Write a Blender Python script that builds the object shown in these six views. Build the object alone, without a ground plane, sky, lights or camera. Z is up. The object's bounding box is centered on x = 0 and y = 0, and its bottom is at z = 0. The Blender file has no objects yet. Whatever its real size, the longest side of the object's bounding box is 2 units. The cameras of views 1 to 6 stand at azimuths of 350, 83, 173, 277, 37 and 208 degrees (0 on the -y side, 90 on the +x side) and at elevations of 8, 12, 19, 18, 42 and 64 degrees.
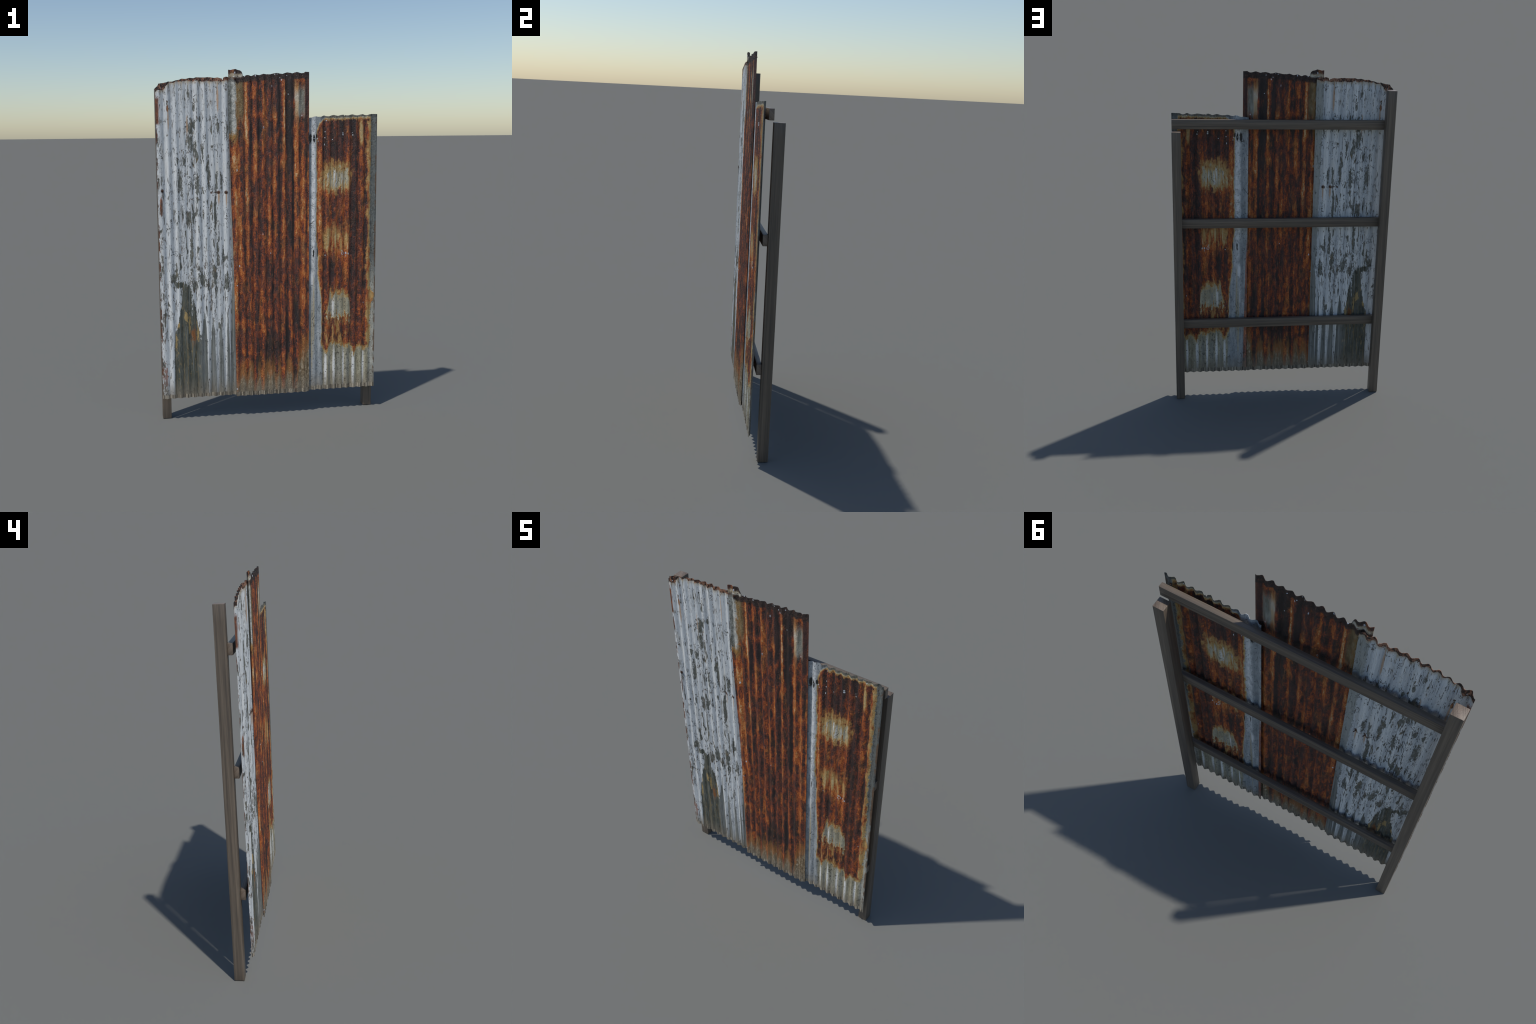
"""A free-standing scrap fence panel: two timber posts, three timber rails and
three overlapping corrugated iron sheets (one flaking white paint, two rusted)."""
import bpy, math, random
from mathutils import noise as mnoise, Vector

random.seed(7)

# ------------------------------------------------------------------ node helper
class Graph:
    """Tiny expression layer over a shader node tree."""
    def __init__(self, name):
        self.mat = bpy.data.materials.new(name)
        self.mat.use_nodes = True
        self.t = self.mat.node_tree
        self.t.nodes.clear()
        self.co = self.n('ShaderNodeTexCoord').outputs['Object']
        s = self.n('ShaderNodeSeparateXYZ')
        self.link(self.co, s.inputs[0])
        self.x, self.y, self.z = (V(self, o) for o in s.outputs)

    def n(self, kind, **kw):
        nd = self.t.nodes.new(kind)
        for k, v in kw.items():
            setattr(nd, k, v)
        return nd

    def link(self, a, sock):
        if isinstance(a, V):
            a = a.s
        if isinstance(a, (int, float)):
            sock.default_value = a
        elif isinstance(a, tuple):
            sock.default_value = a if len(a) == len(sock.default_value) else (*a, 1.0)
        else:
            self.t.links.new(a, sock)

    def math(self, op, a, b=None, c=None, clamp=False):
        nd = self.n('ShaderNodeMath', operation=op, use_clamp=clamp)
        for i, v in enumerate((a, b, c)):
            if v is not None:
                self.link(v, nd.inputs[i])
        return V(self, nd.outputs[0])

    def vec(self, a, b, c=0.0):
        nd = self.n('ShaderNodeCombineXYZ')
        for i, v in enumerate((a, b, c)):
            self.link(v, nd.inputs[i])
        return nd.outputs[0]

    def noise(self, sx, sz, seed, detail=4.0, rough=0.55, x=None, z=None, dist=0.0):
        """2D noise on the sheet plane, stretched by separate x and z frequencies."""
        if x is None and z is None:
            m = self.n('ShaderNodeMapping')
            self.link(self.co, m.inputs[0])
            m.inputs['Scale'].default_value = (sx, 0.0, sz)
            m.inputs['Location'].default_value = (seed * 7.31, seed * 3.17, seed * 1.73)
            v = m.outputs[0]
        else:
            x = self.x if x is None else x
            z = self.z if z is None else z
            v = self.vec(x * sx + seed * 7.31, seed * 3.17, z * sz + seed * 1.73)
        nd = self.n('ShaderNodeTexNoise')
        self.link(v, nd.inputs['Vector'])
        nd.inputs['Scale'].default_value = 1.0
        nd.inputs['Detail'].default_value = detail
        nd.inputs['Roughness'].default_value = rough
        nd.inputs['Distortion'].default_value = dist
        return V(self, nd.outputs['Fac'])

    def voronoi(self, sx, sz, seed, feature='F1', x=None, z=None, rnd=1.0):
        x = self.x if x is None else x
        z = self.z if z is None else z
        nd = self.n('ShaderNodeTexVoronoi', feature=feature, voronoi_dimensions='2D')
        self.link(self.vec(x * sx + seed * 5.1, z * sz + seed * 2.3), nd.inputs['Vector'])
        nd.inputs['Scale'].default_value = 1.0
        nd.inputs['Randomness'].default_value = rnd
        return V(self, nd.outputs['Distance'])

    def step(self, a, lo, hi):
        """smoothstep from lo to hi (lo may exceed hi for a falling edge)."""
        inv = lo > hi
        nd = self.n('ShaderNodeMapRange', interpolation_type='SMOOTHSTEP')
        self.link(a, nd.inputs['Value'])
        nd.inputs['From Min'].default_value = min(lo, hi)
        nd.inputs['From Max'].default_value = max(lo, hi)
        nd.inputs['To Min'].default_value = 1.0 if inv else 0.0
        nd.inputs['To Max'].default_value = 0.0 if inv else 1.0
        return V(self, nd.outputs['Result'])

    def blob(self, cx, cz, rx, rz, soft=0.35, wob=None, amp=0.5):
        """1 inside an ellipse, 0 outside; wob (noise around .5) frays the edge."""
        m = self.n('ShaderNodeVectorMath', operation='MULTIPLY_ADD')
        self.link(self.co, m.inputs[0])
        m.inputs[1].default_value = (1 / rx, 0.0, 1 / rz)
        m.inputs[2].default_value = (-cx / rx, 0.0, -cz / rz)
        l = self.n('ShaderNodeVectorMath', operation='LENGTH')
        self.link(m.outputs[0], l.inputs[0])
        d = V(self, l.outputs['Value'])
        if wob is not None:
            d = d + (wob - 0.5) * (2 * amp)
        return self.step(d, 1 + soft, 1 - soft)

    def box(self, x0, x1, z0, z1, sx=0.006, sz=0.02, wx=None, wz=None):
        x = self.x if wx is None else wx
        z = self.z if wz is None else wz
        a = self.step(x, x0 - sx, x0 + sx) * self.step(x, x1 + sx, x1 - sx)
        return a * self.step(z, z0 - sz, z0 + sz) * self.step(z, z1 + sz, z1 - sz)

    def curve(self, a, lo, hi, pts, smooth=True):
        """Hand-placed profile value(a); pts are (a, value) with values in 0..1."""
        nd = self.n('ShaderNodeFloatCurve')
        self.link((a - lo) * (1.0 / (hi - lo)), nd.inputs['Value'])
        c = nd.mapping.curves[0]
        p = sorted(((q - lo) / (hi - lo), v) for q, v in pts)
        c.points[0].location = p[0]
        c.points[1].location = p[-1]
        for q in p[1:-1]:
            c.points.new(*q)
        for q in c.points:
            q.handle_type = 'AUTO_CLAMPED' if smooth else 'VECTOR'
        nd.mapping.update()
        return V(self, nd.outputs[0])

    def ramp(self, a, stops, interp='LINEAR'):
        nd = self.n('ShaderNodeValToRGB')
        self.link(a, nd.inputs[0])
        cr = nd.color_ramp
        cr.interpolation = interp
        cr.elements[0].position, cr.elements[0].color = stops[0][0], (*stops[0][1], 1)
        cr.elements[1].position, cr.elements[1].color = stops[-1][0], (*stops[-1][1], 1)
        for p, c in stops[1:-1]:
            cr.elements.new(p).color = (*c, 1)
        return nd.outputs[0]

    def mix(self, f, a, b, mode='MIX'):
        nd = self.n('ShaderNodeMix', data_type='RGBA', blend_type=mode)
        self.link(f, nd.inputs[0])
        self.link(a, nd.inputs[6])
        self.link(b, nd.inputs[7])
        return nd.outputs[2]

    def maxi(self, *a):
        r = a[0]
        for b in a[1:]:
            r = self.math('MAXIMUM', r, b)
        return r

    def finish(self, color, rough, height, dist, strength=1.0, metallic=0.0, spec=0.3):
        b = self.n('ShaderNodeBsdfPrincipled')
        o = self.n('ShaderNodeOutputMaterial')
        self.link(color, b.inputs['Base Color'])
        self.link(rough, b.inputs['Roughness'])
        self.link(metallic, b.inputs['Metallic'])
        b.inputs['Specular IOR Level'].default_value = spec
        if height is not None:
            bp = self.n('ShaderNodeBump')
            bp.inputs['Strength'].default_value = strength
            bp.inputs['Distance'].default_value = dist
            self.link(height, bp.inputs['Height'])
            self.link(bp.outputs[0], b.inputs['Normal'])
        self.link(b.outputs[0], o.inputs[0])
        return self.mat


class V:
    def __init__(self, g, s): self.g, self.s = g, s
    def __add__(self, o): return self.g.math('ADD', self, o)
    def __radd__(self, o): return self.g.math('ADD', o, self)
    def __sub__(self, o): return self.g.math('SUBTRACT', self, o)
    def __rsub__(self, o): return self.g.math('SUBTRACT', o, self)
    def __mul__(self, o): return self.g.math('MULTIPLY', self, o)
    def __rmul__(self, o): return self.g.math('MULTIPLY', o, self)
    def clamp(self): return self.g.math('ADD', self, 0.0, clamp=True)


# ------------------------------------------------------------------ sheet shapes
def interp(pts, a):
    if a <= pts[0][0]: return pts[0][1]
    for (a0, v0), (a1, v1) in zip(pts, pts[1:]):
        if a <= a1:
            return v0 + (v1 - v0) * (a - a0) / max(a1 - a0, 1e-9)
    return pts[-1][1]

# torn top edges (x, z)
TOP_L = [(-.6303, 1.884), (-.614, 1.899), (-.6125, 1.908), (-.59, 1.912), (-.5665, 1.916), (-.559, 1.920), (-.535, 1.920),
         (-.515, 1.927), (-.497, 1.930), (-.487, 1.935), (-.462, 1.935), (-.44, 1.940), (-.42, 1.939), (-.405, 1.943),
         (-.38, 1.943), (-.36, 1.942), (-.342, 1.945), (-.32, 1.942), (-.303, 1.941), (-.288, 1.943), (-.272, 1.939),
         (-.262, 1.938), (-.260, 1.930), (-.2575, 1.930), (-.255, 1.942), (-.243, 1.947), (-.21, 1.945), (-.185, 1.944)]
TOP_M = [(-.2295, 1.984), (-.214, 1.983), (-.202, 1.986), (-.189, 1.988), (-.176, 1.984), (-.164, 1.981), (-.155, 1.973),
         (-.1495, 1.961), (-.1475, 1.951), (-.138, 1.951), (-.126, 1.956), (-.115, 1.955), (-.104, 1.951), (-.096, 1.952),
         (-.0826, 1.959), (-.066, 1.957), (-.055, 1.956), (-.032, 1.963), (-.016, 1.961), (.004, 1.960), (.022, 1.965),
         (.042, 1.968), (.058, 1.966), (.075, 1.963), (.09, 1.968), (.103, 1.972), (.118, 1.969), (.131, 1.966),
         (.145, 1.971), (.157, 1.974), (.171, 1.970), (.186, 1.968), (.196, 1.969), (.204, 1.975), (.2285, 1.975)]
TOP_R = [(.1965, 1.720), (.228, 1.7225), (.245, 1.724), (.258, 1.729), (.27, 1.731), (.285, 1.728), (.301, 1.7285),
         (.312, 1.734), (.32, 1.735), (.333, 1.731), (.346, 1.730), (.36, 1.735), (.374, 1.738), (.389, 1.734), (.402, 1.733),
         (.418, 1.738), (.4335, 1.739), (.4355, 1.732), (.4385, 1.732), (.4405, 1.739), (.446, 1.736), (.459, 1.735),
         (.473, 1.739), (.487, 1.741), (.501, 1.736), (.515, 1.735), (.53, 1.739), (.543, 1.742), (.558, 1.737),
         (.572, 1.736), (.584, 1.741), (.60, 1.743), (.63, 1.742)]


SOFT = .58

def corrugated(name, left, right, z_bot, top, y_mid, pitch, crest, amp, seed, thick=.0013):
    """left/right: x of the side edges as functions of z (polylines).  The wave
    runs along x; crest is the x of one crest that faces the rails (+y)."""
    step = .002
    cols = int(round((right[-1][1] - left[-1][1]) / step))
    rows = 64
    def shape(i, j):
        s, t = i / cols, j / rows
        xt = left[-1][1] + (right[-1][1] - left[-1][1]) * s
        zt = interp(top, xt) + .0012 * mnoise.noise(Vector((xt * 260, seed, 0)))
        zb = z_bot + .0006 * mnoise.noise(Vector((xt * 90, seed, 5)))
        z = zb + (zt - zb) * t
        x0, x1 = interp(left, z), interp(right, z)
        x = x0 + (x1 - x0) * s
        y = y_mid + amp * math.cos(2 * math.pi * (x - crest) / pitch)
        # hammered, slightly buckled metal
        y += .0004 * mnoise.noise(Vector((x * 9, z * 4, seed))) + .00035 * mnoise.noise(Vector((x * 60, z * 22, seed + 3)))
        return x, y, z
    verts, faces = [], []
    for side in (-.5, .5):
        for j in range(rows + 1):
            for i in range(cols + 1):
                x, y, z = shape(i, j)
                verts.append((x, y + side * thick, z))
    w = cols + 1
    n = w * (rows + 1)
    for j in range(rows):
        for i in range(cols):
            a = j * w + i
            faces.append((a, a + 1, a + w + 1, a + w))
            faces.append((n + a, n + a + w, n + a + w + 1, n + a + 1))
    for i in range(cols):
        faces.append((i + 1, i, n + i, n + i + 1))
        a = rows * w + i
        faces.append((a, a + 1, n + a + 1, n + a))
    for j in range(rows):
        a = j * w
        faces.append((a, a + w, n + a + w, n + a))
        a = j * w + cols
        faces.append((a + w, a, n + a, n + a + w))
    me = bpy.data.meshes.new(name)
    me.from_pydata(verts, [], faces)
    me.update()
    me.shade_smooth()
    # normals bent toward flat to weaken the light and shade on the waves
    me.set_sharp_from_angle(angle=math.radians(50))
    flat, rim = Vector((0, 1, 0)), 2 * rows * cols
    loops = [None] * len(me.loops)
    corner = [Vector(c.vector) for c in me.corner_normals]
    for p in me.polygons:
        for li in p.loop_indices:
            nn = corner[li]
            if p.index < rim:
                nn = nn.lerp(flat if nn.y > 0 else -flat, SOFT).normalized()
            loops[li] = nn
    me.normals_split_custom_set(loops)
    ob = bpy.data.objects.new(name, me)
    bpy.context.scene.collection.objects.link(ob)
    ob["wave"] = (y_mid, amp, pitch, crest)
    return ob


def timber(name, x0, x1, y0, y1, z0, z1, axis, mat, bevel=.0012):
    """Squared timber with a slight wane along its length; origin at its centre."""
    c = Vector(((x0 + x1) / 2, (y0 + y1) / 2, (z0 + z1) / 2))
    h = Vector(((x1 - x0) / 2, (y1 - y0) / 2, (z1 - z0) / 2))
    n = 24
    verts, faces = [], []
    o = [k for k in range(3) if k != axis]
    for i in range(n + 1):
        for a, b in ((-1, -1), (1, -1), (1, 1), (-1, 1)):
            p = Vector((0, 0, 0))
            p[axis] = -h[axis] + 2 * h[axis] * i / n
            wob = .0004
            p[o[0]] = a * (h[o[0]] - .0002) + wob * mnoise.noise(Vector((i * .6, a * 3 + c.x * 9, b * 3 + c.z)))
            p[o[1]] = b * (h[o[1]] - .0002) + wob * mnoise.noise(Vector((i * .6 + 40, a * 3 + c.x * 9, b * 3 + c.z)))
            verts.append(p)
    for i in range(n):
        for k in range(4):
            a, b = i * 4 + k, i * 4 + (k + 1) % 4
            faces.append((a, b, b + 4, a + 4))
    faces.append((3, 2, 1, 0))
    faces.append(tuple(n * 4 + k for k in range(4)))
    me = bpy.data.meshes.new(name)
    me.from_pydata(verts, [], faces)
    import bmesh
    bm = bmesh.new(); bm.from_mesh(me)
    bmesh.ops.recalc_face_normals(bm, faces=bm.faces)
    sharp = [e for e in bm.edges if e.is_manifold and e.calc_face_angle() > .8]
    bmesh.ops.bevel(bm, geom=sharp, offset=bevel, segments=2, affect='EDGES', profile=.5)
    bm.to_mesh(me); bm.free()
    me.shade_smooth()
    me.set_sharp_from_angle(angle=math.radians(40))
    ob = bpy.data.objects.new(name, me)
    ob.location = c
    me.materials.append(mat)
    bpy.context.scene.collection.objects.link(ob)
    return ob


# ------------------------------------------------------------------ materials
DIRT = (.20, .165, .118)

def earth_skirt(g, col, seed, z_edge):
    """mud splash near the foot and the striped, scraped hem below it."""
    soft = g.noise(34, 9, seed, 3)
    mud = g.step(g.z + (soft - .5) * .10, .27, .13) * .75
    col = g.mix(mud, col, g.mix(soft, (.13, .115, .09), (.30, .25, .18)))
    stripe = g.step(g.noise(260, .5, seed + 1, 2, .7), .30, .70)
    hem = g.ramp(stripe, [(.10, (.050, .040, .030)), (.36, (.12, .10, .075)), (.60, (.25, .21, .155)), (.88, (.50, .43, .33))])
    return g.mix(g.step(g.z + (soft - .5) * .012, z_edge + .003, z_edge - .003) * .85, col, hem)


def rust_colour(g, level, seed):
    """0 = black scale, 1 = bright flaking orange/ochre."""
    wide = lambda n: g.step(n, .30, .70) - .5              # spread noise over its full range
    fine = wide(g.noise(170, 110, seed, 5, .65))
    grit = wide(g.noise(340, 260, seed + 6, 2, .6))
    streak = wide(g.noise(110, 5.5, seed + 2, 4, .6))
    mott = wide(g.noise(62, 26, seed + 4, 5, .62, dist=.4))
    gouge = wide(g.noise(85, 16, seed + 8, 4, .6, dist=.8))
    v = (level + fine * .24 + grit * .12 + streak * .20 + mott * .30 + gouge * .24).clamp()
    col = g.ramp(v, [(.0, (.024, .016, .015)), (.18, (.050, .026, .021)), (.32, (.112, .036, .024)), (.46, (.225, .051, .020)),
                     (.60, (.40, .095, .020)), (.75, (.55, .160, .030)), (.89, (.56, .25, .075)), (1.0, (.66, .45, .25))])
    # colour shifts between brick red and yellow ochre in patches
    hue = g.noise(30, 9, seed + 10, 4, .6)
    col = g.mix(g.step(hue, .50, .66) * .42, col, g.ramp(v, [(.0, (.03, .022, .014)), (.35, (.12, .062, .022)), (.65, (.34, .17, .042)), (1, (.60, .42, .20))]))
    return v, col


def specks(g, col, spots, tint=(.60, .63, .68)):
    m = None
    w = g.noise(190, 190, 77, 2)
    for cx, cz, rx, rz in spots:
        b = g.blob(cx, cz, rx * .72, rz * .72, .30, w, .6)
        m = b if m is None else g.maxi(m, b)
    return g.mix(m, col, tint)


def painted_sheet_material():
    g = Graph('flaking_white_paint')
    # warped coordinates so nothing runs ruler straight
    warp = g.noise(13, 5, 1, 3)
    wx = g.x + (g.noise(55, 26, 2, 4) - .5) * .012 + (warp - .5) * .006
    wz = g.z + (g.noise(60, 30, 3, 4) - .5) * .03
    # ---- paint: chalky white, valley shading of the corrugation baked in as blue-grey stripes
    phase = (g.x + (warp - .5) * .008) * (2 * math.pi / .0525)
    wave = g.math('SINE', phase + 1.3) * .5 + .5
    chalk = g.noise(42, 4, 4, 4)
    fine = g.noise(170, 60, 5, 5, .65)
    brush = g.step(g.noise(150, 3.5, 36, 4, .6), .30, .70)
    tone = (wave * .30 + chalk * .30 + fine * .30 + brush * .26 - .05).clamp()
    paint = g.ramp(tone, [(.14, (.31, .33, .35)), (.36, (.47, .495, .515)), (.58, (.62, .64, .645)), (.84, (.81, .81, .79))])
    warm = g.step(g.noise(24, 3.5, 6, 3), .56, .72) * .55
    paint = g.mix(warm, paint, (.50, .475, .42))
    stain = g.step(g.noise(70, 7, 41, 5, .62), .52, .68) * g.maxi(g.step(g.z, 1.70, 1.93) * .75, g.step(g.x, -.55, -.63) * .5)
    paint = g.mix(stain, paint, (.36, .30, .19))
    # ---- bare metal showing through
    bare_n = g.noise(120, 70, 8, 5, .65)
    bare = g.ramp(bare_n, [(.3, (.070, .070, .054)), (.5, (.135, .138, .120)), (.68, (.23, .235, .21))])
    bare = g.mix(g.step(g.noise(70, 22, 9, 3), .60, .70) * .7, bare, (.24, .165, .075))
    # flakes: tall, ragged islands
    density = g.maxi(g.blob(-.43, 1.30, .11, .50, .6) * .085,
                     g.blob(-.42, .82, .22, .30, .6) * .075,
                     g.blob(-.625, 1.0, .03, 1.2, .6) * .10)
    f1 = g.noise(62, 13, 10, 6, .62, dist=.35)
    f2 = g.noise(150, 48, 11, 5, .62, dist=.3)
    f3 = g.noise(95, 95, 12, 4, .6)
    flake = g.maxi(g.step(f1 + density, .668, .68), g.step(f2 + density * .55, .70, .712))
    clump = g.step(g.noise(14, 6, 20, 3), .44, .60)
    speck = g.step(g.noise(190, 95, 12, 3, .6, dist=.4) + clump * .075, .728, .742)
    def crack(sx, sz, seed, width, mask):
        n = g.noise(sx, sz, seed, 4, .6, dist=.5)
        return g.step(g.math('ABSOLUTE', n - .5), width, width * .5) * mask
    long = g.step(g.noise(165, 9, 37, 4, .6) + density * .6, .662, .677) * g.step(g.noise(30, 9, 38, 3), .42, .50)
    chip = g.maxi(crack(40, 20, 14, .015, g.step(g.noise(30, 18, 33, 3), .575, .61)),
                  crack(60, 6, 15, .013, g.step(g.noise(40, 14, 34, 3), .545, .58)))
    ridge = g.step(g.math('ABSOLUTE', wave - .12), .06, .03) * g.step(g.noise(60, 14, 35, 4, .65), .57, .60)
    peel = g.maxi(flake, speck, chip, ridge, long)
    dark_bits = g.maxi(speck, chip, ridge, long)
    wob = g.noise(120, 34, 16, 6, .66, dist=.5)
    for cx, cz, rx, rz in [(-.437, 1.672, .015, .045), (-.420, 1.69, .009, .026), (-.437, 1.575, .010, .045), (-.452, 1.60, .008, .06), (-.478, 1.49, .013, .03),
                           (-.516, 1.49, .009, .03), (-.376, 1.535, .008, .04), (-.35, 1.455, .013, .035), (-.326, 1.666, .006, .022),
                           (-.291, 1.675, .005, .045), (-.331, 1.725, .005, .015), (-.39, 1.715, .008, .02), (-.504, 1.365, .016, .075),
                           (-.407, 1.345, .016, .07), (-.345, 1.40, .011, .07), (-.453, 1.181, .012, .024), (-.433, 1.175, .010, .036),
                           (-.311, 1.205, .011, .115), (-.300, 1.38, .008, .05), (-.275, 1.375, .009, .05), (-.448, .97, .010, .10),
                           (-.30, .975, .009, .08), (-.268, .95, .008, .05), (-.238, 1.66, .008, .05), (-.32, .85, .02, .05), (-.25, .80, .014, .05),
                           (-.55, .84, .028, .026), (-.39, .82, .03, .04)]:
        peel = g.maxi(peel, g.blob(cx, cz, rx * .66, rz * .92, .04, wob, 2.9))
    # ---- big scoured area with paint tongues hanging into it
    edge = g.curve(g.x + (warp - .5) * .006, -.64, -.18, [
        (-.64, .0), (-.562, .0), (-.553, .50), (-.53, .58), (-.511, .68), (-.503, .78), (-.485, .81), (-.462, .76), (-.452, .60), (-.446, .71),
        (-.432, .66), (-.421, .57), (-.411, .50), (-.401, .485), (-.392, .55), (-.379, .64), (-.371, .54), (-.3655, .10), (-.3515, .10), (-.345, .47),
        (-.332, .60), (-.323, .50), (-.3165, .10), (-.3035, .10), (-.297, .50), (-.286, .57), (-.277, .42), (-.2705, .12), (-.2570, .12), (-.252, .52),
        (-.246, .63), (-.239, .42), (-.235, .14), (-.231, .45), (-.222, .75), (-.18, .95)], smooth=False)
    ew = (g.noise(90, 34, 17, 6, .68) - .5) * 1.4
    scour = g.step(edge - g.z + ew * .09, -.006, .006)
    leg = g.step(g.z, .47, .44) * g.step(g.x + ew * .012, -.5585, -.5555) * g.step(g.x, -.53, -.54)
    scour = g.maxi(scour, leg, g.blob(-.520, .795, .024, .020, .12, wob, 1.6), g.blob(-.478, .70, .028, .10, .1, wob, 1.0))
    sn = g.noise(95, 12, 18, 6, .7)
    scour_c = g.ramp(sn, [(.28, (.034, .037, .026)), (.45, (.068, .072, .056)), (.6, (.112, .120, .104)), (.74, (.21, .215, .195))])
    och = g.step(g.noise(85, 24, 19, 4, .6), .585, .66) * g.blob(-.48, .48, .11, .36, .5)
    och = g.maxi(och, g.step(g.noise(130, 5, 39, 4, .6), .54, .66) * .6)
    scour_c = g.mix(och * .85, scour_c, (.30, .22, .105))
    oc2 = g.maxi(g.blob(-.537, .562, .009, .020, .15, wob, 2.2), g.blob(-.487, .61, .009, .026, .15, wob, 2.2), g.blob(-.42, .51, .007, .04, .2, wob, 2.0), g.blob(-.47, .56, .004, .06, .2, wob, 2.2), g.blob(-.545, .48, .005, .06, .2, wob, 2.4))
    pale = g.step(g.noise(110, 4, 42, 4, .6), .55, .70) * .7
    scour_c = g.mix(pale, scour_c, (.25, .26, .245))
    scour_c = g.mix(g.step(g.x + (warp - .5) * .03, -.425, -.395) * .75, scour_c, g.mix(brush, (.10, .108, .10), (.30, .31, .30)))
    scour_c = g.mix(oc2 * .9, scour_c, (.42, .29, .12))
    scour_c = g.mix(g.blob(-.445, .50, .013, .04, .5, wob, 1.8) * .85, scour_c, (.28, .10, .025))
    # dark seam beside the rust sheet
    seam = g.step(g.x + (f2 - .5) * .02 + g.z * .009, -.2165, -.2115)
    # ---- assemble
    hole = g.maxi(peel, 0.0)
    drip = g.step(g.z + (fine - .5) * .2, .48, .30) * g.step(g.x, -.42, -.40)
    paint = g.mix(drip * .55, paint, g.mix(brush, (.26, .27, .265), (.58, .59, .59)))
    rim = (g.step(f1 + density, .650, .668) - g.step(f1 + density, .668, .68)).clamp()
    paint = g.mix(rim * .55, paint, (.42, .31, .19))
    col = g.mix(hole, paint, bare)
    col = g.mix(dark_bits * .85, col, g.mix(g.step(g.noise(45, 20, 43, 3), .50, .62), (.042, .040, .032), (.12, .065, .030)))
    col = g.mix(seam * .8, col, g.mix(g.step(g.z, .6, 1.5), g.mix(bare_n, (.06, .07, .07), (.18, .20, .21)), g.mix(bare_n, (.16, .17, .15), (.36, .37, .34))))
    col = g.mix(scour, col, scour_c)
    # rust: left rim, nail weeps, burnt top edge
    rv, rust = rust_colour(g, .40 + (f2 - .5) * .3, 21)
    brown = g.mix(.5, rust, (.15, .085, .055))
    strip = g.step(wx, -.609, -.616) * g.box(-.7, -.5, 1.69, 1.835, .01, .012)
    strip = g.maxi(strip, g.blob(-.611, 1.235, .008, .05, .3, wob, .8), g.step(wx, -.6215, -.6255) * g.step(g.noise(30, 18, 23), .45, .55),
                   g.blob(-.566, 1.775, .006, .018, .3, wob, .4), g.blob(-.607, .26, .012, .07, .15, wob, 2.4) * .8)
    col = g.mix(strip, col, brown)
    ringn = g.maxi(g.blob(-.2915, 1.313, .0105, .010, .25, wob, .5), g.blob(-.248, 1.312, .010, .010, .25, wob, .5), g.blob(-.604, 1.327, .009, .010, .3, wob, .5), g.blob(-.309, 1.314, .008, .004, .4, wob, .5), g.blob(-.331, 1.313, .006, .006, .4, wob, .8))
    col = g.mix(ringn * .9, col, (.075, .035, .020))
    weep = g.maxi(g.blob(-.290, 1.285, .005, .035, .5), g.blob(-.247, 1.28, .004, .042, .5), g.blob(-.563, 1.72, .004, .06, .5, wob, .6),
                  g.blob(-.46, 1.68, .004, .05, .5, wob, .8), g.blob(-.289, 1.83, .005, .07, .5, wob, .9))
    col = g.mix(weep * .7, col, (.46, .25, .105))
    top = g.curve(g.x, -.64, -.18, [(-.64, .84), (-.6303, .862), (-.612, .872), (-.59, .874), (-.572, .893), (-.55, .912), (-.487, .920), (-.44, .922), (-.34, .923), (-.26, .921),
                                   (-.24, .925), (-.18, .93)])
    tw = (g.noise(60, 40, 24, 4) - .5) * .020 + (f2 - .5) * .012 + g.math('SINE', phase + 2.6) * .0025
    topd = g.z - 1.0 + tw - top
    col = g.mix(g.step(topd, -.022, .002) * .55, col, (.40, .29, .155))
    tb = g.step(g.noise(95, 75, 25, 5, .65), .26, .74)
    band = g.ramp(tb + g.step(g.x, -.57, -.52) * .10, [(.36, (.018, .012, .010)), (.50, (.070, .030, .019)), (.62, (.165, .064, .034)), (.78, (.30, .15, .09))])
    col = g.mix(g.step(topd, -.0015, .0025), col, band)
    col = earth_skirt(g, col, 26, .154)
    col = specks(g, col, [(-.609, 1.872, .003, .004), (-.588, 1.916, .004, .003), (-.597, 1.885, .003, .003), (-.41, 1.927, .003, .003)])
    h = (1.0 - hole) * .7 + wave * .35 + fine * .45 + chalk * .4 + sn * scour * .6 - scour * .3
    return g.finish(col, .52, h, .0034, 1.0, spec=.5)


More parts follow.
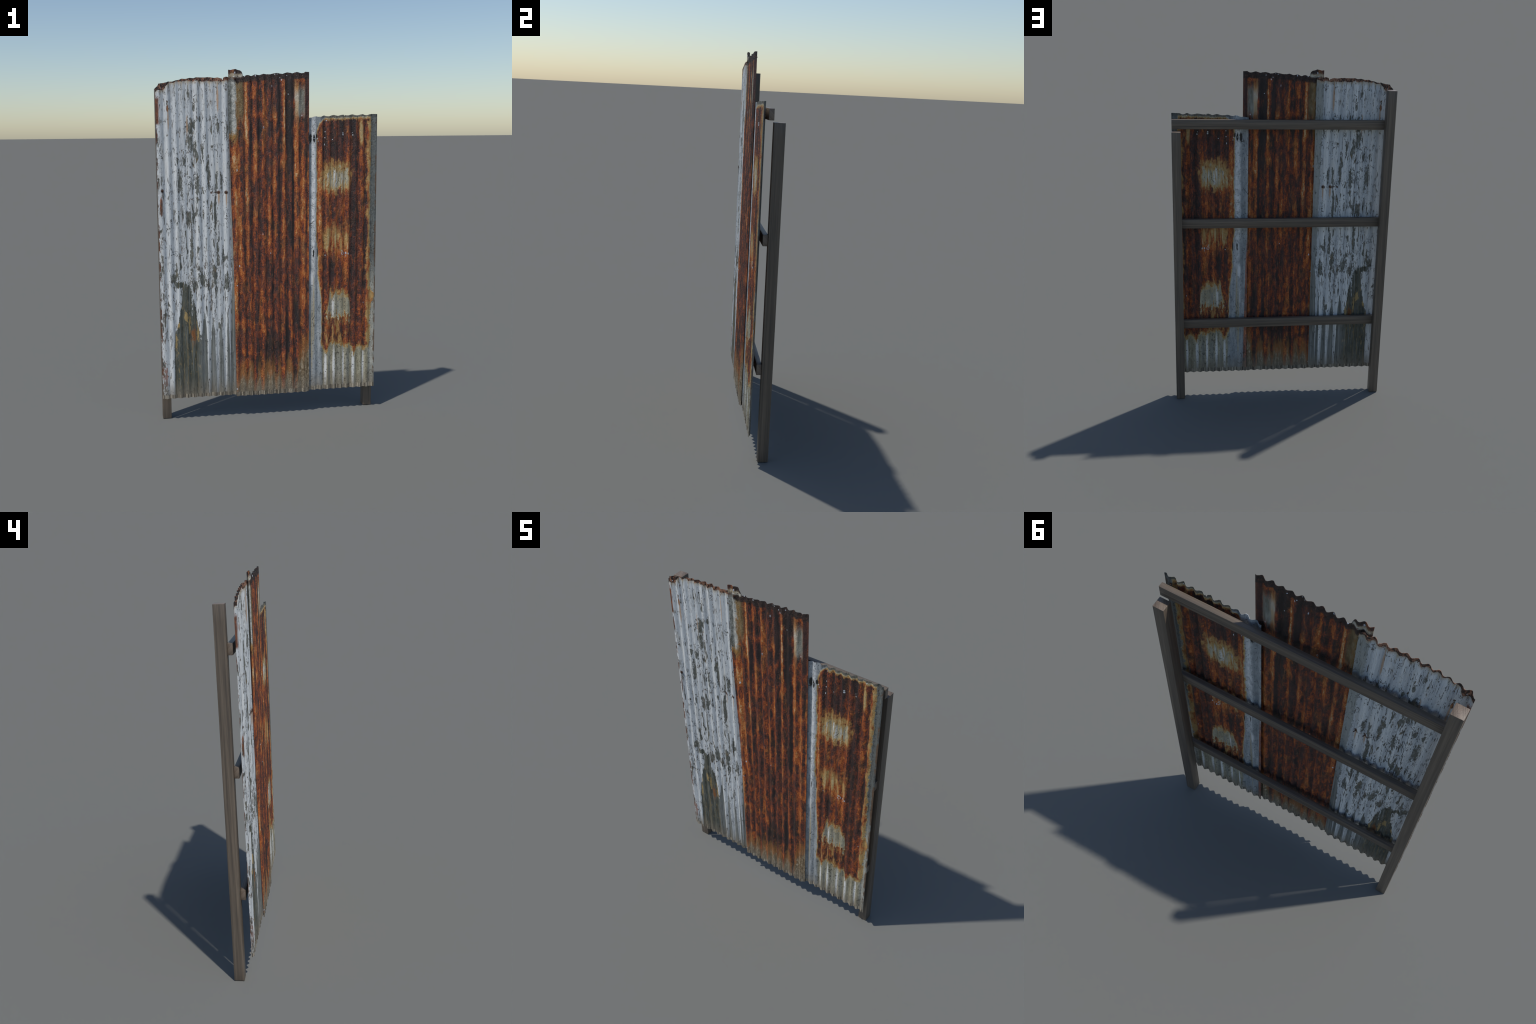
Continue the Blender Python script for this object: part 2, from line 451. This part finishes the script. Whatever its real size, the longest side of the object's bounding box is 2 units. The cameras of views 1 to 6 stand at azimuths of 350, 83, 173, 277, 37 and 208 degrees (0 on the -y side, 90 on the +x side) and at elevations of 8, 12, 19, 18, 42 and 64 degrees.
def middle_sheet_material():
    g = Graph('streaked_rust')
    warp = g.noise(14, 3, 31, 3)
    x = g.x + (warp - .5) * .014 + (g.noise(70, 12, 32, 4) - .5) * .016
    upper = g.curve(x, -.24, .24, [  # column tones include light and dark ridge shading drawn into the rust
        (-.24, .50), (-.215, .45), (-.20, .55), (-.19, .50), (-.172, .55), (-.155, .30), (-.143, .45), (-.131, .80), (-.122, .50), (-.108, .12), (-.098, .22),
        (-.085, .60), (-.072, .45), (-.06, .18), (-.045, .32), (-.033, .66), (-.02, .45), (-.008, .36), (.004, .48), (.012, .28), (.026, .66), (.036, .40), (.052, .06), (.062, .16),
        (.072, .40), (.083, .82), (.092, .25), (.105, .15), (.122, .13), (.136, .27), (.148, .62), (.160, .66), (.172, .36), (.185, .56), (.197, .56), (.206, .30), (.214, .22), (.222, .62), (.24, .45)])
    lower = g.curve(x, -.24, .24, [
        (-.24, .5), (-.205, .70), (-.19, .50), (-.178, .30), (-.160, .66), (-.147, .48), (-.138, .22), (-.120, .42), (-.104, .38), (-.090, .66), (-.078, .10), (-.065, .30),
        (-.046, .66), (-.030, .40), (-.014, .18), (.002, .36), (.016, .14), (.030, .36), (.045, .32), (.056, .24), (.073, .66), (.084, .36), (.099, .05), (.108, .18),
        (.122, .62), (.136, .25), (.150, .18), (.162, .36), (.180, .60), (.197, .64), (.210, .46), (.24, .45)])
    fall = g.step(g.z + (warp - .5) * .5, .72, 1.12)
    level = g.math('MULTIPLY_ADD', fall, upper - lower, lower)
    blotch = g.noise(20, 5, 34, 4, .6)
    island = g.step(g.noise(34, 15, 49, 5, .62, dist=.6), .36, .64) - .5
    level = level * .50 + .195 + (blotch - .5) * .70 + island * .22
    # a few remembered marks: black runs, gouges, bright lips
    w = g.noise(55, 22, 35, 5, .62)
    for cx, cz, rx, rz, k in [(.054, 1.80, .011, .11, -.45), (.115, 1.80, .022, .30, -.30), (.112, 1.62, .016, .12, -.12), (-.105, 1.60, .010, .11, -.35), (-.057, 1.665, .013, .045, -.35),
                              (.010, 1.665, .016, .05, -.25), (.03, 1.81, .006, .025, -.3), (.02, 1.13, .010, .10, -.25), (.135, 1.2, .007, .28, -.40), (.02, .44, .10, .055, -.20), (.10, .42, .012, .14, -.3),
                              (-.01, .36, .05, .06, -.15), (-.178, 1.12, .020, .22, .26), (-.19, 1.50, .018, .09, .24), (-.165, 1.62, .012, .05, -.2), (-.198, 1.30, .012, .07, .2), (.19, 1.35, .014, .2, .12), (-.13, 1.35, .010, .12, .15), (-.205, 1.45, .016, .10, .22), (.085, 1.75, .004, .16, .30), (-.131, 1.70, .008, .20, .25),
                              (.19, 1.1, .018, .45, .12), (-.2, .60, .012, .40, .15), (.156, 1.50, .010, .20, .18), (.03, 1.35, .010, .09, .22), (-.005, 1.12, .006, .20, .25)]:
        level = level + g.blob(cx, cz, rx, rz, .55, w, .5) * k
    rv, col = rust_colour(g, level, 36)
    pale = g.step(g.noise(95, 10, 37, 4, .65), .62, .72) * .55
    col = g.mix(pale, col, (.30, .17, .095))
    # plum scale
    col = g.mix(g.step(g.noise(30, 8, 44, 4), .50, .66) * .45, col, (.075, .038, .034))
    # ---- surviving zinc at the upper left, ochre beside it
    och = g.box(-.186, -.146, 1.715, 1.935, .007, .03, wx=x, wz=g.z + (w - .5) * .10)
    col = g.mix(och * .88, col, g.ramp(w, [(.3, (.115, .075, .030)), (.5, (.215, .150, .066)), (.7, (.33, .27, .15))]))
    zn = g.noise(75, 75, 38, 6, .7)
    zed = g.maxi(g.box(-.240, -.188, 1.640, 1.945, .008, .018, wx=g.x + (w - .5) * .045 + (zn - .5) * .02, wz=g.z + (w - .5) * .12), 0.0)
    zinc = g.ramp(zn * .6 + g.noise(110, 8, 48, 4) * .4 + g.step(g.x, -.216, -.200) * .13, [(.38, (.10, .098, .075)), (.48, (.235, .24, .215)), (.58, (.40, .40, .365)), (.70, (.66, .65, .59))])
    halo = g.box(-.245, -.180, 1.605, 1.95, .012, .03, wx=g.x + (w - .5) * .05, wz=g.z + (w - .5) * .14 + (zn - .5) * .1)
    col = g.mix(halo * .75, col, (.46, .27, .075))
    col = g.mix(zed, col, zinc)
    # ---- tan streak and grey-green at the upper right
    w2 = g.noise(80, 14, 39, 5, .6)
    wxr = g.x + (w2 - .5) * .02
    gg = g.box(.166, .203, 1.735, 1.885, .006, .03, wx=wxr, wz=g.z + (w2 - .5) * .10)
    col = g.mix(gg * .9, col, g.ramp(w2, [(.3, (.12, .11, .075)), (.5, (.24, .25, .21)), (.7, (.40, .40, .34))]))
    tan = g.box(.146, .169, 1.69, 1.93, .005, .05, wx=wxr, wz=g.z + (w2 - .5) * .14)
    col = g.mix(tan * .9, col, g.ramp(g.z + (w2 - .5) * .12 - 1.0, [(.72, (.42, .20, .08)), (.78, (.60, .46, .28)), (.84, (.66, .60, .48)), (.90, (.52, .28, .10)), (.93, (.30, .12, .04))]))
    sep = g.step(g.x + (w2 - .5) * .01, .2025, .206) * g.step(g.z + (w2 - .5) * .2, 1.60, 1.70)
    col = g.mix(sep * .75, col, (.058, .026, .022))
    # ---- burnt dark top edge
    top = g.curve(g.x, -.24, .24, [(-.24, .917), (-.15, .917), (-.148, .918), (-.08, .924), (0, .927), (.10, .934), (.24, .937)])
    tw = (g.noise(45, 45, 40, 4) - .5) * .035
    td = g.step(g.z - 1.0 + tw - top, -.006, .008)
    topc = g.ramp(g.noise(90, 70, 41, 5, .65), [(.34, (.014, .011, .010)), (.52, (.042, .026, .021)), (.66, (.10, .045, .030)), (.8, (.20, .12, .085))])
    left_lobe = g.step(g.x, -.205, -.19)
    col = g.mix(td * (left_lobe * .5 + .5), col, topc)
    # tab: pale zinc gully under the dark lip
    tabp = g.box(-.25, -.15, 1.9455, 1.962, .003, .006, wz=g.z + (w - .5) * .02)
    col = g.mix(tabp * .9, col, g.ramp(zn, [(.35, (.34, .24, .13)), (.5, (.62, .55, .42)), (.65, (.85, .83, .78))]))
    # ---- foot: rust dissolves into dirty zinc, runs continue on the crests
    fring = g.curve(x, -.24, .24, [(-.24, .14), (-.205, .145), (-.19, .20), (-.175, .28), (-.16, .30), (-.14, .22), (-.125, .31), (-.105, .28), (-.09, .13), (-.078, .26),
                                  (-.062, .29), (-.048, .16), (-.03, .29), (-.012, .30), (.006, .28), (.02, .31), (.033, .20), (.05, .31), (.062, .26), (.076, .13), (.09, .28),
                                  (.115, .30), (.13, .22), (.147, .10), (.160, .30), (.175, .36), (.195, .40), (.24, .46)])
    fd = fring - .025 - g.z + (g.noise(90, 22, 42, 6, .66) - .5) * .22
    fg = g.step(g.noise(120, 42, 43, 6, .68), .28, .72) * .6 + g.step(g.noise(130, 4, 47, 4, .6), .3, .7) * .4
    grey = g.ramp(fg, [(.15, (.080, .058, .032)), (.40, (.185, .142, .080)), (.62, (.33, .265, .17)), (.85, (.56, .50, .39))])
    col = g.mix(g.step(fd, -.10, .0) * .65, col, (.36, .165, .045))
    col = g.mix(g.step(fd, -.015, .07) * .90, col, grey)
    col = earth_skirt(g, col, 45, .151)
    col = specks(g, col, [(.070, 1.931, .004, .006), (.061, 1.943, .003, .004), (.1, 1.955, .003, .004), (.045, 1.962, .003, .003), (.032, 1.96, .003, .003), (-.078, 1.953, .004, .006),
                          (-.137, 1.95, .004, .005), (.015, 1.897, .0025, .008), (.108, 1.853, .003, .004), (.187, 1.735, .003, .007), (-.034, 1.67, .004, .009), (-.193, 1.968, .005, .007),
                          (-.177, .892, .005, .008), (-.042, 1.072, .003, .004), (.002, .962, .003, .005), (-.193, .78, .004, .005), (-.186, 1.435, .005, .009), (-.2, .17, .004, .006)])
    ring = g.blob(-.034, 1.669, .0016, .004, .4)
    col = g.mix(ring, col, (.05, .03, .025))
    wave = g.math('SINE', x * (2 * math.pi / .0575) + 1.9) * .5 + .5
    h = wave * .35 + rv * 1.3 + g.noise(230, 170, 46, 4, .6) * .9 + g.noise(80, 24, 50, 4, .6) * .7
    return g.finish(col, .55, h, .0036, 1.0, spec=.5)


def right_sheet_material():
    g = Graph('patchy_rust_on_zinc')
    warp = g.noise(13, 4, 51, 3)
    x = g.x + (warp - .5) * .010
    wob = g.noise(48, 20, 52, 5, .62)
    fr = g.noise(110, 55, 53, 5, .65)
    wx = g.x + (wob - .5) * .024 + (fr - .5) * .012
    wz = g.z + (wob - .5) * .10 + (fr - .5) * .05
    # ---- rust
    prof = g.curve(x, .19, .64, [(.19, .4), (.285, .62), (.30, .60), (.315, .26), (.328, .34), (.345, .56), (.36, .36), (.372, .20), (.39, .44), (.405, .34), (.42, .24), (.438, .52), (.455, .50),  # bright and dark columns also carry painted shading of the ridges
                                 (.47, .26), (.487, .18), (.50, .34), (.515, .42), (.53, .34), (.545, .46), (.558, .36), (.567, .24), (.578, .62), (.59, .72), (.64, .5)])
    blotch = g.noise(17, 9, 54, 5, .62)
    level = prof * .58 + .15 + (blotch - .5) * .75 + .055
    for cx, cz, rx, rz, k in [(.34, 1.58, .05, .13, -.22), (.42, 1.60, .03, .16, -.20), (.485, 1.67, .02, .06, -.25), (.50, 1.30, .022, .40, -.18), (.57, 1.10, .008, .32, -.25),
                              (.35, .85, .030, .09, -.22), (.53, .85, .04, .30, -.05), (.44, .47, .03, .05, -.2), (.40, .99, .055, .06, .30), (.30, 1.2, .014, .55, .15), (.455, 1.0, .010, .05, .2)]:
        level = level + g.blob(cx, cz, rx, rz, .6, wob, .6) * k
    rv, rust = rust_colour(g, level, 55)
    rust = g.mix(g.step(g.noise(34, 12, 56, 4), .52, .68) * .45, rust, (.085, .036, .030))
    # ---- how much zinc is left, 0 rusted through .. 1 clean
    lb = g.curve(g.z, 0, 2, [(0, .62), (.34, .60), (.45, .58), (.60, .58), (.72, .54), (.80, .50), (.95, .47), (1.05, .43), (1.3, .44), (1.62, .435), (1.68, .50), (1.71, .60), (1.74, .72), (2, .72)])
    lband = g.step(lb * .2 + .19 - wx, -.010, .010)          # left zinc strip, wider at top and foot
    rb = g.curve(g.z, 0, 2, [(0, .55), (.36, .57), (.46, .64), (.60, .62), (.645, .66), (.66, .84), (.695, .84), (.72, .62), (.80, .56), (.97, .55), (1.15, .52), (1.3, .50), (1.6, .52), (1.74, .50), (2, .50)])
    rband = g.step(g.x + (wob - .5) * .030 + (fr - .5) * .024 - .55 - rb * .085, -.010, .007)
    foot = g.curve(x, .19, .64, [(.19, .40), (.31, .39), (.335, .345), (.35, .385), (.37, .405), (.40, .395), (.43, .39), (.455, .375), (.475, .39), (.49, .37), (.505, .33), (.518, .36), (.54, .375),
                                 (.565, .355), (.58, .37), (.60, .38), (.64, .42)])
    footm = g.step(foot - g.z + (fr - .5) * .09, -.055, .030)
    col_n = g.step(g.noise(75, 5, 58, 4, .6), .34, .64)
    pw = g.x + (wob - .5) * .085 + (fr - .5) * .045
    pz = g.z + (wob - .5) * .20 + (fr - .5) * .11 + (col_n - .5) * .035
    p1 = g.box(.308, .474, 1.315, 1.465, .036, .060, wx=pw, wz=pz) * (col_n * .42 + .48)
    p2 = g.box(.308, .470, .975, 1.11, .034, .06, wx=pw, wz=pz) * (col_n * .42 + .22)
    p3a = g.curve(x, .19, .64, [(.19, .60), (.325, .60), (.345, .62), (.36, .73), (.375, .69), (.395, .725), (.41, .70), (.43, .72), (.45, .705), (.475, .66), (.485, .50), (.64, .50)])
    p3 = g.step(p3a - g.z + (fr - .5) * .10 + (wob - .5) * .05, -.055, .045) * g.step(pz, .525, .595) * g.step(pw, .312, .342) * (col_n * .25 + .75)
    p4 = g.box(.325, .47, .395, .55, .02, .03, wx=pw, wz=pz) * g.step(g.noise(60, 9, 57, 5, .62), .40, .64) * .50
    lipz = g.curve(g.x, .19, .64, [(.19, .700), (.285, .705), (.30, .7175), (.40, .7225), (.50, .7255), (.575, .729), (.595, .727), (.64, .727)])
    tl = g.step(g.z - 1.0 - lipz + (fr - .5) * .035 + (wob - .5) * .03, -.024, .003)
    ts = g.blob(.538, 1.64, .012, .075, .5, wob, .6) * .58
    margin = g.step(g.x + (wob - .5) * .08 + (fr - .5) * .03, .556, .592) * .52 * (g.step(g.noise(26, 7, 64, 4), .36, .52) * .6 + .4)
    keep = g.maxi(lband, rband, footm, p1, p2, p3, p4, tl * .74, ts, margin)
    keep = (keep + (fr - .5) * .34).clamp()
    # ---- colours
    zn = g.noise(60, 26, 59, 6, .68)
    cool = g.maxi(lband, g.step(wx, .588, .60) * .5)
    zs = zn * .45 + g.noise(60, 5, 66, 4) * .55
    zinc = g.ramp(zs, [(.34, (.17, .19, .20)), (.46, (.26, .285, .30)), (.56, (.36, .38, .39)), (.70, (.56, .58, .59))])
    zdirty = g.ramp(zn * .6 + col_n * .16 + .12, [(.28, (.14, .125, .080)), (.45, (.28, .255, .175)), (.6, (.44, .405, .295)), (.78, (.65, .60, .46))])
    zinc = g.mix(cool, zdirty, zinc)
    rdark = g.step(g.x, .588, .602) * g.step(g.z, .70, .95)
    zinc = g.mix(rdark * .85, zinc, g.ramp(fr, [(.32, (.030, .033, .030)), (.5, (.078, .090, .090)), (.7, (.15, .165, .16))]))
    # pale streaks along the crests: left strip, patches and foot
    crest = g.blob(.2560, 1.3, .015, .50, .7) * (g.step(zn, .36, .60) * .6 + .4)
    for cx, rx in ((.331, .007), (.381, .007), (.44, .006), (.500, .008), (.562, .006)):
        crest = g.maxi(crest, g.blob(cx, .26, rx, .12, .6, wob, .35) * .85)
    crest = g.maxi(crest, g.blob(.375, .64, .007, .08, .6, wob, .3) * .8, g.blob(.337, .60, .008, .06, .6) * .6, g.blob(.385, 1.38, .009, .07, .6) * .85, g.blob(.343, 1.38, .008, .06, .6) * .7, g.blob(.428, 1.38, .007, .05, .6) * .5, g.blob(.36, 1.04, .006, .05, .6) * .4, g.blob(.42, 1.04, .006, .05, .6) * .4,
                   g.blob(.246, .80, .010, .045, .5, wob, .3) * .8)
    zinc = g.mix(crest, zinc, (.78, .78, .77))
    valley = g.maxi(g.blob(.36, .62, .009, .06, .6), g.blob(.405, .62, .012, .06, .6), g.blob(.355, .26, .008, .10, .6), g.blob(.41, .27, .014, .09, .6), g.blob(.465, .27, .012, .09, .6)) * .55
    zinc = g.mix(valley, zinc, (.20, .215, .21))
    ylw = g.maxi(g.blob(.258, .60, .005, .20, .6, wob, .5), g.blob(.248, .45, .005, .2, .6, wob, .7)) * .6
    zinc = g.mix(ylw, zinc, (.42, .33, .17))
    scratch = g.step(g.voronoi(26, 13, 5, 'DISTANCE_TO_EDGE', x=g.x + (fr - .5) * .05, z=g.z + (fr - .5) * .08), .05, .015) * g.step(g.noise(30, 14, 60, 3), .56, .62)
    pits = g.step(g.voronoi(80, 55, 8, x=wx), .20, .12) * g.step(fr, .48, .56)
    zinc = g.mix(g.maxi(scratch, pits * (1.0 - lband * .4)) * .8, zinc, (.06, .052, .040))
    halo = g.ramp(keep, [(.22, (.36, .125, .026)), (.38, (.46, .20, .045)), (.52, (.52, .33, .11)), (.66, (.58, .47, .26)), (.8, (.55, .50, .38))])
    halo = g.mix(.35, halo, g.mix(rv, (.10, .05, .02), (.62, .42, .2)))
    col = g.mix(g.step(keep, .12, .42), rust, halo)
    col = g.mix(g.step(keep, .60, .90), col, zinc)
    # black grease marks, ragged dark lip
    grease = g.maxi(g.blob(.2385, 1.608, .009, .026, .25, fr, .6), g.blob(.259, 1.606, .006, .024, .3, fr, .7), g.blob(.274, 1.62, .005, .014, .3, fr, .8), g.blob(.284, .955, .003, .030, .3, fr, .5), g.blob(.257, .95, .004, .02, .3, fr, .8))
    lip = g.step(g.z - 1.0 - lipz + (fr - .5) * .012, -.002, .003) * .8
    lipc = g.ramp(zn, [(.35, (.035, .036, .032)), (.55, (.10, .105, .10)), (.75, (.30, .31, .30))])
    col = g.mix(lip * g.step(g.x, .285, .31), col, lipc)
    col = g.mix(grease, col, (.022, .022, .02))
    edge_r = g.step(wx, .618, .624) * g.step(g.noise(34, 14, 61, 4), .45, .56)
    col = g.mix(edge_r * .8, col, g.mix(fr, (.04, .028, .018), (.22, .105, .04)))
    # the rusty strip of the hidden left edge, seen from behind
    back = g.step(g.x + g.z * .0176, .2215, .2205) * g.step(g.z, 1.05, .85)
    col = g.mix(back * .85, col, rust)
    col = earth_skirt(g, col, 62, .156)
    col = specks(g, col, [(.428, 1.637, .005, .0055), (.4285, 1.627, .006, .006), (.324, 1.611, .004, .004), (.325, 1.644, .0035, .004), (.488, 1.625, .004, .005), (.486, 1.638, .0025, .003), (.258, 1.607, .004, .003),
                          (.281, 1.606, .003, .006), (.2845, 1.592, .003, .004), (.545, 1.728, .0035, .004), (.331, 1.706, .0035, .004), (.257, 1.70, .004, .012), (.368, 1.60, .003, .004),
                          (.3215, 1.573, .0025, .008), (.424, .945, .0028, .009), (.430, .953, .006, .0028), (.4365, .944, .0028, .010), (.4285, .936, .006, .003), (.451, .945, .0055, .009), (.464, .942, .005, .008),
                          (.427, .962, .006, .003), (.452, .928, .002, .007), (.561, .645, .0025, .005), (.328, .935, .004, .004)], tint=(.58, .61, .65))
    wave = g.math('SINE', x * (2 * math.pi / .0563) + .6) * .5 + .5
    h = wave * .4 + rv * 1.2 * (1.0 - keep * .6) + zn * .4 + g.noise(220, 160, 63, 4, .6) * (1.0 - keep * .7) * .9 + g.noise(75, 24, 65, 4, .6) * .7 * (1.0 - keep * .6) - g.maxi(scratch, pits) * .5
    return g.finish(col, .53, h, .0036, 1.0, spec=.5)


def wood_material(name, axis):
    g = Graph(name)
    m = g.n('ShaderNodeMapping')
    oi = g.n('ShaderNodeObjectInfo')
    sc = [190.0, 190.0, 190.0]
    sc[axis] = 3.0
    m.inputs['Scale'].default_value = sc
    g.link(g.co, m.inputs[0])
    add = g.n('ShaderNodeVectorMath', operation='ADD')
    g.link(m.outputs[0], add.inputs[0])
    g.link(V(g, oi.outputs['Random']) * 40.0, add.inputs[1])
    def grain(scale, detail, rough):
        nd = g.n('ShaderNodeTexNoise')
        g.link(add.outputs[0], nd.inputs['Vector'])
        nd.inputs['Scale'].default_value = scale
        nd.inputs['Detail'].default_value = detail
        nd.inputs['Roughness'].default_value = rough
        return V(g, nd.outputs['Fac'])
    broad, fibre, hair = grain(.35, 4, .6), grain(1.0, 5, .65), grain(2.6, 3, .6)
    v = broad * .50 + fibre * .46 + hair * .18 - .02
    col = g.ramp(v, [(.36, (.056, .047, .040)), (.46, (.090, .072, .056)), (.56, (.126, .099, .075)), (.68, (.185, .146, .108))])
    sep = g.n('ShaderNodeSeparateXYZ')
    g.link(g.n('ShaderNodeTexCoord').outputs['Normal'], sep.inputs[0])
    endg = g.step(g.math('ABSOLUTE', V(g, sep.outputs[axis])), .7, .9)
    rings = g.noise(240, .0, 3, 3, x=g.x * .9 + g.y * .45, z=g.z * 0.0) if axis == 2 else g.noise(200, 0.0, 3, 3, x=g.y * .7 + g.z * .7, z=g.z * 0.0)
    col = g.mix(endg * .85, col, g.ramp(rings, [(.3, (.10, .074, .055)), (.5, (.16, .120, .090)), (.7, (.235, .180, .138))]))  # end faces tinted lighter to show sunlight on the post tops
    check = g.step(grain(.8, 2, .5), .34, .29)
    col = g.mix(check * .4, col, (.040, .035, .034))
    return g.finish(col, .46, v, .0020, .7, spec=.5)


def nail_material():
    g = Graph('rusted_nail')
    n = g.noise(300, 300, 3, 4)
    return g.finish(g.ramp(n, [(.3, (.016, .011, .009)), (.55, (.055, .026, .017)), (.75, (.14, .06, .03))]), .8, n, .0005)


# ------------------------------------------------------------------ assemble
fence = bpy.data.objects.new('fence_panel', None)
bpy.context.scene.collection.objects.link(fence)
fence['label'] = 'weathered fence panel of rusty corrugated iron on timber posts'
fence['category'] = 'corrugated fence'

post_mat, rail_mat = wood_material('weathered_post_timber', 2), wood_material('weathered_rail_timber', 0)
parts = [
    timber('post', -.6305, -.5795, .0050, .0578, 0, 1.886, 2, post_mat),
    timber('post', .5795, .6305, .0050, .0578, 0, 1.6495, 2, post_mat),
    timber('rail', -.612, .6285, -.0205, .0044, 1.6585, 1.7120, 0, rail_mat),
    timber('rail', -.612, .6200, -.0205, .0044, 1.0795, 1.1335, 0, rail_mat),
    timber('rail', -.612, .6200, -.0205, .0044, .4470, .5010, 0, rail_mat),
]
left = corrugated('corrugated_sheet', [(0, -.6295), (2, -.6295)], [(.13, -.1980), (1.0, -.1915), (1.95, -.1860)], .1330, TOP_L,
                  -.0420, .0404, -.2218, .0057, 11)
mid = corrugated('corrugated_sheet', [(.12, -.2030), (.62, -.2070), (.88, -.2100), (1.0, -.2130), (1.3, -.2215), (1.62, -.2275), (1.98, -.2295)], [(0, .2285), (2, .2285)], .1265, TOP_M,
                 -.0523, .0398, .1435, .0054, 12)
right = corrugated('corrugated_sheet', [(0, .1965), (2, .1965)], [(0, .6300), (2, .6300)], .1315, TOP_R,
                   -.0400, .0402, .3625, .0057, 13)
for ob, mt in ((left, painted_sheet_material()), (mid, middle_sheet_material()), (right, right_sheet_material())):
    ob.data.materials.append(mt)
    parts.append(ob)
for p in parts:
    p.parent = fence


def nail_mesh():
    """domed round head on a short shank, pointing to -y."""
    prof = [(0.0, -.0022), (.0030, -.0018), (.0050, -.0008), (.0056, .0), (.0050, .0006), (.0016, .0008), (.0016, .010), (0.0, .012)]
    seg, verts, faces = 14, [], []
    for r, y in prof:
        for k in range(seg):
            a = 2 * math.pi * k / seg
            verts.append((r * math.cos(a), y, r * math.sin(a)))
    for i in range(len(prof) - 1):
        for k in range(seg):
            a, b = i * seg + k, i * seg + (k + 1) % seg
            faces.append((a, a + seg, b + seg, b))
    me = bpy.data.meshes.new('nail')
    me.from_pydata(verts, [], faces)
    me.update()
    me.shade_smooth()
    me.materials.append(nail_material())
    return me

nm = nail_mesh()
for sheet, spots in ((left, [(-.604, 1.327, 1.1), (-.291, 1.313, 1.3), (-.248, 1.312, 1.35), (-.272, 1.925, .7), (-.406, 1.928, .7)]),
                     (mid, [(-.107, 1.925, 1.0), (-.052, 1.928, .9), (.188, 1.949, .9), (-.192, 1.935, 1.1), (-.205, 1.595, .9), (-.175, 1.95, .7)]),
                     (right, [(.578, 1.71, 1.0), (.60, 1.705, .7)])):
    ym, amp, pitch, crest = sheet['wave']
    for x, z, s in spots:
        ob = bpy.data.objects.new('nail', nm)
        bpy.context.scene.collection.objects.link(ob)
        y = ym + amp * math.cos(2 * math.pi * (x - crest) / pitch)
        ob.location = (x, y - .0002, z)
        ob.scale = (s, s, s)
        slope = -amp * 2 * math.pi / pitch * math.sin(2 * math.pi * (x - crest) / pitch)
        ob.rotation_euler = (random.uniform(-.15, .15), random.uniform(0, 6), math.atan(slope) * .8)
        ob.parent = sheet
for s in (left, mid, right):
    del s['wave']
